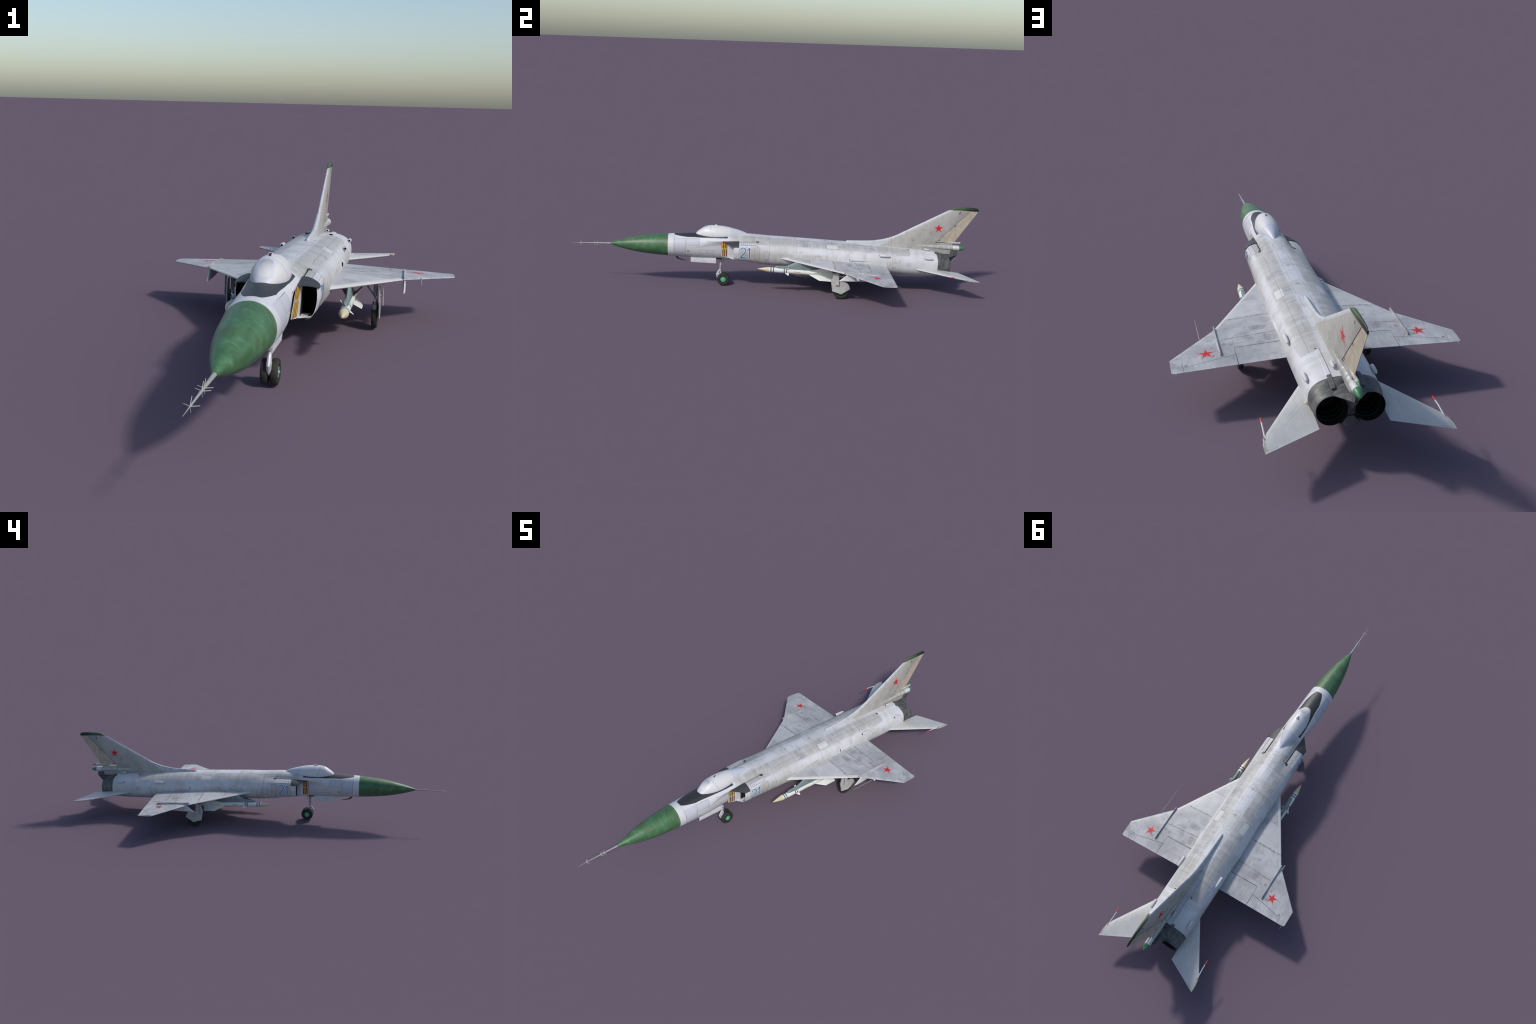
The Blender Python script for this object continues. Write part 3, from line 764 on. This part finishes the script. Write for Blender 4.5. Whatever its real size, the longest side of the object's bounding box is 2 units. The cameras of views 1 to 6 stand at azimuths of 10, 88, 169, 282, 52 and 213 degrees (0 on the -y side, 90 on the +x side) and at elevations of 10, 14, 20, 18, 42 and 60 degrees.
# ------------------------------------------------------------------ engine shrouds, nozzles, tail wedge
TAILH = superhalf(.1955, .0968, .136, .0770, 2.65, 2.3)
TAILC = TAILH+[(-x, z) for x, z in TAILH[::-1]]
def ray_outline(cx, cz, a):
    dx, dz = math.cos(a), math.sin(a); best = .2
    for i in range(len(TAILC)):
        (x0, z0), (x1, z1) = TAILC[i], TAILC[(i+1) % len(TAILC)]
        ex, ez = x1-x0, z1-z0; den = dx*ez-dz*ex
        if abs(den) < 1e-12: continue
        t = ((x0-cx)*ez-(z0-cz)*ex)/den; u = ((x0-cx)*dz-(z0-cz)*dx)/den
        if t > 0 and -1e-6 <= u <= 1+1e-6: best = min(best, t)
    if dx < -1e-6: best = min(best, (cx-.0012)/-dx)
    return best
for s in (1, -1):
    rings = []
    N = 48
    for y, t in ((.786, 0), (.7955, 0), (.805, .10), (.82, .32), (.835, .60), (.848, .85), (.858, 1.0)):
        r = []
        for i in range(N):
            a = 2*math.pi*i/N
            r0 = ray_outline(.047, .136, a)*(.985 if y < .79 else .9985)
            p0 = Vector((.047+r0*math.cos(a), .136+r0*math.sin(a))); p1 = Vector((.0497+.0412*math.cos(a), .1340+.0412*math.sin(a)))
            p = p0.lerp(p1, t*t*(3-2*t) if t < 1 else 1); r.append((s*p.x, y, p.y))
        rings.append(r)
    sh = loft("engine_shroud", rings, M_SHROUD, cap0=False, cap1=False, angle=55)
    cx, cz = s*.0497, .1340
    inner = [ring_y(.858, cx, cz, .0412, n=N), ring_y(.8588, cx, cz, .0400, n=N), ring_y(.850, cx, cz, .0388, n=N), ring_y(.825, cx, cz, .0372, n=N), ring_y(.80, cx, cz, .0350, n=N), ring_y(.775, cx, cz, .0330, n=N)]
    noz = loft("engine_nozzle", inner, M_SOOT, sh, cap0=False)
    for y, r in ((.838, .0372), (.822, .0362), (.802, .0345)):
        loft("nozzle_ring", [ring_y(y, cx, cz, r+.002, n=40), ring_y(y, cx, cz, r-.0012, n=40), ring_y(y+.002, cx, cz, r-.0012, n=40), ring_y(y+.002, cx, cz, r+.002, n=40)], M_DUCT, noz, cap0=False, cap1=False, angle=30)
    loft("exhaust_cone", [ring_y(.776, cx, cz, .015, n=20), ring_y(.795, cx, cz, .010, n=20), ring_y(.808, cx, cz, .001, n=20)], M_SOOT, noz)
def lens_x(z):   # half gap between the two nozzle circles at height z
    return .0490-math.sqrt(max(0, .0418**2-(z-.134)**2))
wedge = []
for y, k, zt, dz in ((.786, 1, .1935, 0), (.82, 1, .1890, 0), (.845, 1, .1850, 0), (.858, 1, .1835, 0), (.872, .70, .1812, .30), (.888, .38, .1795, .62), (.902, .15, .1785, .86), (.9125, .012, .1776, .995)):
    lower = [(.0445, .1758), (lens_x(.1700)*.97, .1700), (lens_x(.160)*.97, .160), (lens_x(.148)*.97, .148), (.0070, .134), (lens_x(.118)*.9, .118)]
    pts = [(x*k, lerp(z, .1772, dz)) for x, z in lower]
    ze = pts[0][1]; w = pts[0][0]
    rt = [(w*.55, lerp(ze, zt, .72))]+pts
    wedge.append([(0, y, zt)]+[(x, y, z) for x, z in rt]+[(-x, y, z) for x, z in rt[::-1]])
loft("tail_wedge", wedge, M_SHROUD, angle=30)
v, f = prism_data([(.84, .175), (.905, .1735), (.912, .190), (.905, .206), (.84, .212)], lambda a, b, t: (t, a, b), -.0045, .0045)
mesh("pod_pylon", v, f, M_SHROUD, smooth=False)
keel = [[(-w, y, z0+.006), (-w*.6, y, z0), (w*.6, y, z0), (w, y, z0+.006), (w*.30, y, z1), (-w*.30, y, z1)] for y, w, z0, z1 in ((.785, .034, .079, .122), (.82, .030, .081, .120), (.856, .026, .085, .112))]
loft("belly_keel", keel, M_SHROUD, angle=30)

# ------------------------------------------------------------------ scoops and blisters on the rear body
BV = {}
def bvh(ob):
    if ob.name not in BV:
        bm = bmesh.new(); bm.from_mesh(ob.data); BV[ob.name] = BVHTree.FromBMesh(bm); bm.free()
    return BV[ob.name]
def capsule(name, c, axis, length, r, mat, parent, mouth=True, squash=1.0):
    axis = Vector(axis).normalized(); c = Vector(c)
    prof = [(-.5, .55), (-.49, .85), (-.44, 1), (-.2, 1), (.2, .95), (.38, .7), (.47, .4), (.5, .05)]
    o = loft(name, tube_rings([c+axis*length*t for t, _ in prof], [r*q for _, q in prof], 16), mat, parent)
    if mouth:
        p = c-axis*length*.5
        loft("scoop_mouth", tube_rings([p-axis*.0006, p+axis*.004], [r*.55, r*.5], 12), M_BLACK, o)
    return o
for s in (1, -1):
    capsule("cooling_scoop", (s*.0975, .533, .1885), (0, 1, -.06), .054, .0062, M_LIGHT, BODY)
    capsule("cooling_scoop", (s*.0930, .751, .1785), (0, 1, -.08), .042, .0060, M_LIGHT, BODY)
    capsule("top_scoop", (s*.0190, .752, .2075), (0, 1, -.11), .030, .0048, M_LIGHT, BODY)
    # long raised duct on each nacelle top, open at the front, running over the shroud
    tb = bvh(BODY)
    def skin(x, y):
        h = tb.ray_cast(Vector((x, min(y, .793), .4)), Vector((0, 0, -1)))[0]
        z = h.z if h else .19
        return z if y <= .795 else z-(y-.795)*.19-max(0, y-.82)*.10
    def duct(name, y0, y1, mat, parent, n=14):
        rr = []
        for i in range(n+1):
            y = lerp(y0, y1, i/n); h = .0038 if y < .80 else lerp(.0030, .0010, (y-.80)/.035)
            a, b = s*.0330, s*.0445
            rr.append([(a, y, skin(a, y)-.004), (b, y, skin(b, y)-.004), (b, y, skin(b, y)+h-.0012), (b-s*.0012, y, skin(b, y)+h), (a+s*.0012, y, skin(a, y)+h), (a, y, skin(a, y)+h-.0012)])
        return loft(name, rr, mat, parent, angle=30)
    bx = duct("box_duct", .6545, .786, M_FUS, BODY)
    duct("duct_tail", .7861, .836, M_SHROUD, bx, 8)
    z0 = skin(s*.039, .6545)
    v, f = box_data(s*.0336, s*.0439, .6535, .658, z0+.0002, z0+.0034)
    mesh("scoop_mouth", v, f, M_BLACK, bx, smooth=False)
    # wing-root intake blister
    rr = []
    for y, w, h in ((.360, .0060, .0095), (.366, .0068, .0105), (.385, .0066, .0095), (.41, .0050, .0070), (.435, .0028, .0042), (.458, .0004, .0008)):
        rr.append(ring_y(y, s*.0995, .1680-(y-.36)*.08, w, h, 16))
    bl = loft("root_blister", rr, M_FUS, BODY)
    v, f = box_data(s*.1000, s*.1045, .3592, .368, .1625, .1735)
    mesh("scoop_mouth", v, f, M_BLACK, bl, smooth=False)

# ------------------------------------------------------------------ surface markings (thin painted pieces laid on the skin)
def lay(name, tris_poly, tgt, direction, to3, mat, parent, off=.0004, th=.0003):
    """fan/strip polygons (list of polygons of (a,b)) projected along direction on target mesh"""
    tr = bvh(tgt); d = Vector(direction)
    bm = bmesh.new()
    for poly in tris_poly:
        vs = [bm.verts.new((a, b, 0)) for a, b in poly]; bm.faces.new(vs)
    bmesh.ops.remove_doubles(bm, verts=bm.verts, dist=1e-6)
    bmesh.ops.triangulate(bm, faces=bm.faces)
    bmesh.ops.subdivide_edges(bm, edges=bm.edges, cuts=3, use_grid_fill=True)
    bad = []
    for vt in bm.verts:
        o = Vector(to3(vt.co.x, vt.co.y)); h, nrm, _, _ = tr.ray_cast(o, d)
        if h is None: bad.append(vt); continue
        vt.co = h-d*off
    if bad: bmesh.ops.delete(bm, geom=bad, context='VERTS')
    bmesh.ops.recalc_face_normals(bm, faces=bm.faces)
    fs = [f for f in bm.faces]
    if fs and sum(f.normal.dot(d)*f.calc_area() for f in fs) > 0: bmesh.ops.reverse_faces(bm, faces=fs)
    me = bpy.data.meshes.new(name); bm.to_mesh(me); bm.free(); me.materials.append(mat)
    ob = link(bpy.data.objects.new(name, me), parent)
    return ob
def star_pts(R, r=None, rot=0.0):
    r = R*.382 if r is None else r
    return [((R if i % 2 == 0 else r)*math.sin(math.pi*i/5+rot), (R if i % 2 == 0 else r)*math.cos(math.pi*i/5+rot)) for i in range(10)]
def star_fan(R, r=None, rot=0):
    p = star_pts(R, r, rot); return [[(0, 0), p[i], p[(i+1) % 10]] for i in range(10)]
def star_ring(R0, R1, rot=0):
    a, b = star_pts(R0, rot=rot), star_pts(R1, rot=rot)
    return [[a[i], a[(i+1) % 10], b[(i+1) % 10], b[i]] for i in range(10)]
def stars(tgt, direction, to3, parent):
    s0 = lay("star_marking", star_fan(.0238), tgt, direction, to3, M_RED, parent)
    lay("star_white_border", star_ring(.0238, .0275), tgt, direction, to3, M_STARRIM, s0)
    lay("star_red_edge", star_ring(.0275, .0300), tgt, direction, to3, M_RED, s0)
wings = [o for o in bpy.data.objects if o.name.startswith("wing") and o.data and o.name.split('.')[0] == "wing"]
for w in wings:
    s = 1 if max(v.co.x for v in w.data.vertices) > .1 else -1
    stars(w, (0, 0, -1), lambda a, b, s=s: (s*.3190+a, .4625-b, .4), w)
    stars(w, (0, 0, 1), lambda a, b, s=s: (s*.3190+a, .4625-b, -.1), w)
for s in (1, -1):
    stars(fin, (-s, 0, 0), lambda a, b, s=s: (s*.2, .8065+a*s, .3130+b), fin)

def ribbon(pts, w):
    P = [Vector(p) for p in pts]; L = []; R = []
    for i, p in enumerate(P):
        a = (p-P[i-1]).normalized() if i else None; b = (P[i+1]-p).normalized() if i < len(P)-1 else None
        if a is None: n = Vector((-b.y, b.x)); m = n
        elif b is None: n = Vector((-a.y, a.x)); m = n
        else:
            n0 = Vector((-a.y, a.x)); n1 = Vector((-b.y, b.x)); m = (n0+n1).normalized(); m = m/max(.45, m.dot(n0))
        L.append(p+m*w/2); R.append(p-m*w/2)
    return [[tuple(L[i]), tuple(L[i+1]), tuple(R[i+1]), tuple(R[i])] for i in range(len(P)-1)]
def extend(pts, e):
    P = [Vector(p) for p in pts]
    P[0] = P[0]+(P[0]-P[1]).normalized()*e; P[-1] = P[-1]+(P[-1]-P[-2]).normalized()*e
    return [tuple(p) for p in P]
H = .050
TWO = [(-.0255, .041), (-.0245, .0465), (-.0205, .050), (-.0085, .050), (-.0045, .0465), (-.0035, .041), (-.0035, .0345), (-.0055, .0295), (-.0260, .0025), (-.0245, .0015), (-.0035, .0015)]
ONE = [(.0062, .0375), (.0150, .0488), (.0166, .0480), (.0166, .000)]
trunks = [o for o in bpy.data.objects if o.name.split('.')[0] == "air_intake"]
for t in trunks:
    s = 1 if max(v.co.x for v in t.data.vertices) > .05 else -1
    for nm, stroke in (("numeral_two", TWO), ("numeral_one", ONE)):
        to3 = lambda a, b, s=s: (s*.2, -.1455+s*a, .1620+b)
        base = lay(nm+"_outline", ribbon(extend(stroke, .0018), .0092), t, (-s, 0, 0), to3, M_WHITEMK, t, off=.0003)
        lay(nm, ribbon(stroke, .0050), t, (-s, 0, 0), to3, M_BLUE, base, off=.0009)
# tiny red stencils on the nose
for s in (1, -1):
    for y, z in ((-.329, .2300), (-.310, .1600)):
        lay("red_stencil", [[(-.0035, -.0009), (.0035, -.0009), (.0035, .0009), (-.0035, .0009)]], FWD, (-s, 0, 0), lambda a, b, s=s, y=y, z=z: (s*.2, y+a, z+b), M_RED, FWD)

# ------------------------------------------------------------------ belly aerials and nose gear
tube("blade_aerial", [(0, -.4855, .147), (0, -.4850, .135), (0, -.4790, .1290), (0, -.468, .1255), (0, -.4345, .1175)], [.0062, .0056, .0040, .0030, .0008], M_DKGREEN, n=10)
v, f = prism_data([(-.512, .147), (-.505, .147), (-.504, .1385), (-.508, .1395)], lambda a, b, t: (t, a, b), -.0012, .0012)
mesh("fin_aerial", v, f, M_VANE, smooth=False)

def wheel(name, R, W, rimR, parent):
    """tyre and rim built about the x axis at the origin"""
    prof = [(-W*.30, rimR), (-W*.44, rimR*1.06), (-W*.50, R*.78), (-W*.44, R*.93), (-W*.28, R*.99), (0, R), (W*.28, R*.99), (W*.44, R*.93), (W*.50, R*.78), (W*.44, rimR*1.06), (W*.30, rimR)]
    n = 40
    rings = [[(x, r*math.cos(2*math.pi*i/n), r*math.sin(2*math.pi*i/n)) for i in range(n)] for x, r in prof]
    hub = bpy.data.objects.new(name, None); link(hub, parent)
    ty = loft("tyre", rings, M_RUBBER, hub, cap0=False, cap1=False)
    pr = [(-W*.40, rimR*1.03), (-W*.40, rimR*.86), (-W*.24, rimR*.74), (-W*.20, rimR*.35), (W*.20, rimR*.35), (W*.24, rimR*.74), (W*.40, rimR*.86), (W*.40, rimR*1.03)]
    rim = loft("rim", [[(x, r*math.cos(2*math.pi*i/n), r*math.sin(2*math.pi*i/n)) for i in range(n)] for x, r in pr], M_RIM, hub, angle=25)
    pr = [(-W*.46, rimR*.05), (-W*.44, rimR*.20), (-W*.2, rimR*.26), (W*.2, rimR*.26), (W*.44, rimR*.20), (W*.46, rimR*.05)]
    loft("hub_cap", [[(x, r*math.cos(2*math.pi*i/20), r*math.sin(2*math.pi*i/20)) for i in range(20)] for x, r in pr], M_HUB, hub)
    return hub
ng = tube("nose_gear_leg", [(0, -.2675, .145), (0, -.2690, .105), (0, -.2705, .070)], [.0052, .0050, .0046], M_GEAR)
tube("oleo_sleeve", [(0, -.2690, .104), (0, -.2700, .082)], .0062, M_GEAR, ng)
for z in (.118, .100, .088): tube("leg_clamp", [(0, -.2690, z), (0, -.2691, z-.003)], .0068, M_GRILLE, ng)
tube("torque_link", [(0, -.2715, .078), (0, -.2800, .064), (0, -.2880, .052), (0, -.2835, .038), (0, -.2760, .031)], [.0040, .0050, .0045, .0045, .0040], M_GEAR, ng, n=8)
tube("gear_fork", [(0, -.2700, .072), (0, -.2660, .050), (0, -.2552, .0305)], [.0046, .0040, .0036], M_GEAR, ng)
tube("gear_axle", [(-.0215, -.2552, .0305), (.0215, -.2552, .0305)], .0030, M_GEAR, ng)
tube("gear_actuator", [(0.006, -.2560, .140), (.006, -.2555, .107)], .0016, M_GRILLE, ng, n=8)
v, f = box_data(-.006, .006, -.284, -.272, .040, .060)
bevel(mesh("gear_block", v, f, M_GEAR, ng), .002)
for s in (1, -1):
    w = wheel("nose_wheel", .0305, .0180, .0160, ng); w.location = (s*.0113, -.2552, .0305)
    v, f = prism_data([(.0275, .1440), (.0300, .1330), (.0285, .1170), (.0270, .1170), (.0282, .1330), (.0260, .1440)], lambda a, b, t: (s*a, t, b-(t+.354)*.045), -.4160, -.2915)
    mesh("nose_gear_door", v, f, M_LIGHT, ng, angle=20)
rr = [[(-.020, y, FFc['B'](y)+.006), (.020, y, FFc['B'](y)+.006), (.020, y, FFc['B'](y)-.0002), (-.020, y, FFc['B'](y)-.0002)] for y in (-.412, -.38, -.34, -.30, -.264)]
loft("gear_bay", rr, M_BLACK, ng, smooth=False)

# ------------------------------------------------------------------ main gear
for s in (1, -1):
    leg = tube("main_gear_leg", [(s*.2035, .289, .150), (s*.2035, .290, .100), (s*.2065, .292, .066)], [.0062, .0058, .0048], M_GEARDK)
    tube("leg_piston", [(s*.2060, .2915, .070), (s*.2105, .311, .038)], [.0042, .0040], M_GEAR, leg)
    tube("main_axle", [(s*.197, .311, .038), (s*.2145, .311, .038)], .0040, M_GEAR, leg)
    tube("side_brace", [(s*.165, .300, .145), (s*.199, .291, .098)], [.0030, .0026], M_GEARDK, leg, n=8)
    tube("drag_brace", [(s*.2035, .345, .140), (s*.2035, .292, .088)], [.0028, .0026], M_GEARDK, leg, n=8)
    for dx in (-.005, .005): tube("torque_link", [(s*(.203+dx), .284, .098), (s*.203, .276, .082), (s*.204, .287, .064)], .0017, M_GEAR, leg, n=6)
    v, f = box_data(s*.1965, s*.2085, .2735, .296, .060, .076)
    bevel(mesh("brake_bracket", v, f, M_GEARDK, leg), .003)
    w = wheel("main_wheel", .0383, .0172, .0215, leg); w.location = (s*.2032, .311, .0383)
    poly = [(.2605, .0875), (.2685, .0390), (.3130, .0262), (.3535, .0505), (.3490, .0645), (.3440, .0745), (.3350, .0825), (.3180, .0865), (.2988, .0880), (.2970, .1250), (.2715, .1250)]
    v, f = prism_data(poly, lambda a, b, t: (s*(.2152+t+(b-.08)*-.02), a, b), 0, .0018)
    d = mesh("main_gear_door", v, f, M_DOOR, leg, smooth=False)
    v, f = prism_data([(.2790, .1300), (.2785, .0725), (.2975, .0725), (.2970, .1300)], lambda a, b, t: (s*(.2235+t+(.13-b)*.03), a, b), 0, .0016)
    mesh("strut_door", v, f, M_DOOR, leg, smooth=False)
    v, f = box_data(s*.216, s*.2240, .2830, .2930, .100, .106)
    mesh("door_link", v, f, M_GEAR, leg, smooth=False)

# ------------------------------------------------------------------ missiles on inboard pylons
def mz(y): return .1222-.055*(y+.0889)
MX = .1412
for s in (1, -1):
    cx = s*MX
    body = loft("missile", [ring_y(y, cx, mz(y), r, n=24) for y, r in ((-.0352, .0118), (-.0350, .01235), (.255, .01235), (.283, .0108), (.290, .0098))], M_MISSILE)
    loft("seeker_cone", [ring_y(y, cx, mz(y), r, n=24) for y, r in ((-.0890, .0004), (-.080, .0030), (-.060, .0080), (-.045, .0110), (-.0346, .01245))], M_BUFF, body)
    for y in (-.0245, -.0130, .0395, .0495):
        loft("black_band", [ring_y(q, cx, mz(q), r, n=24) for q, r in ((y-.0021, .0122), (y-.002, .01265), (y+.002, .01265), (y+.0021, .0122))], M_BAND, body)
    for k in range(4):
        an = math.pi/4+math.pi/2*k; ux, uz = math.cos(an), math.sin(an)
        def place(u, c, h): return (cx+ux*u-uz*h, c, mz(c)+uz*u+ux*h)
        le = lambda u: lerp(.0425, .0560, (u-.0125)/.0125); te = lambda u: .0620
        surface("canard", seg(.0115, .0252, 2), le, te, le, te, lambda u: .0012, place, M_MISSILE, body, nc=8)
        le2 = lambda u: lerp(.1600, .2095, (u-.0125)/.029); te2 = lambda u: lerp(.272, .268, (u-.0125)/.029)
        surface("missile_fin", seg(.0115, .0418, 3), le2, te2, le2, te2, lambda u: .0016, place, M_MISSILE, body, nc=10)
    for sd in (1, -1):
        v, f = prism_data([(.088, -.0011), (.118, -.0011), (.118, .0011), (.088, .0011)], lambda a, b, t: (cx+sd*(.01225+t), a, mz(a)+b+.001), 0, .0005)
        mesh("red_stripe", v, f, M_RUSTRED, body, smooth=False)
        ds = []
        for i in range(9):
            y0 = .186+.0062*i; hh = .0022 if i < 2 else .0012
            ds.append(prism_data([(y0, -hh), (y0+.0028, -hh), (y0+.0028, hh), (y0, hh)], lambda a, b, t: (cx+sd*(.01225+t), a, mz(a)+b), 0, .0004))
        o = joined("stencil_mark", ds, M_DKGREEN, body, smooth=False); o["kind"] = "stuff"
    # launcher rail and pylon
    rail = []
    for y, w, t, b in ((-.0040, .0006, .0162, .0150), (.000, .0035, .0185, .0112), (.008, .0055, .0215, .0110), (.020, .0062, .0230, .0108), (.12, .0062, .0250, .0108), (.19, .0062, .0265, .0108), (.232, .0040, .0240, .0112), (.240, .0010, .0200, .0120)):
        z = mz(y); rail.append([(cx-w, y, z+b), (cx+w, y, z+b), (cx+w, y, z+t-.002), (cx+w*.6, y, z+t), (cx-w*.6, y, z+t), (cx-w, y, z+t-.002)])
    rl = loft("launcher_rail", rail, M_RAIL, angle=30)
    def pp(u, c, h): return (cx+h, c, lerp(mz(c)+.014, wz(MX, c)-.001, u))
    lep = lambda u: lerp(.030, .0930, u); tep = lambda u: .240
    surface("inner_pylon", seg(0, 1, 8), lep, tep, lep, tep, lambda z: .0062, pp, M_RAIL, rl, nc=16)

# ------------------------------------------------------------------ twin gun pods under the belly
M_GUN = plain("olive_grey_pod_paint", (.20, .19, .155), .55, var=.2, sc=30)
for s in (1, -1):
    rr = []
    for y, kx, kz in ((.072, .10, .10), (.076, .35, .34), (.088, .62, .60), (.108, .85, .84), (.135, 1, 1), (.25, 1, 1), (.305, .92, .90), (.345, .66, .62), (.368, .30, .28), (.373, .08, .08)):
        rr.append(ring_y(y, s*.033, .0800-(y-.1)*.045, .0170*kx, .0225*kz, 22))
    gp_ = loft("gun_pod", rr, M_GUN)
    v, f = prism_data([(.13, .085), (.30, .08), (.29, .122), (.14, .126)], lambda a, b, t: (s*.033+t, a, b), -.004, .004)
    mesh("pod_hanger", v, f, M_LIGHT, gp_, smooth=False)
    for dz in (-.005, .005):
        tube("gun_barrel", [(s*.033, .080, .0800+dz*.8), (s*.033, .058, .0812+dz*.8)], .0022, M_SOOT, gp_, n=10)

# ------------------------------------------------------------------ keep the tree at thing > part > sub-part
for o in list(bpy.data.objects):
    if o.type == 'EMPTY' and o is not ROOT: o.parent = ROOT
def depth(o):
    d = 0
    while o.parent: o = o.parent; d += 1
    return d
for o in list(bpy.data.objects):
    while depth(o) > 2: o.parent = o.parent.parent
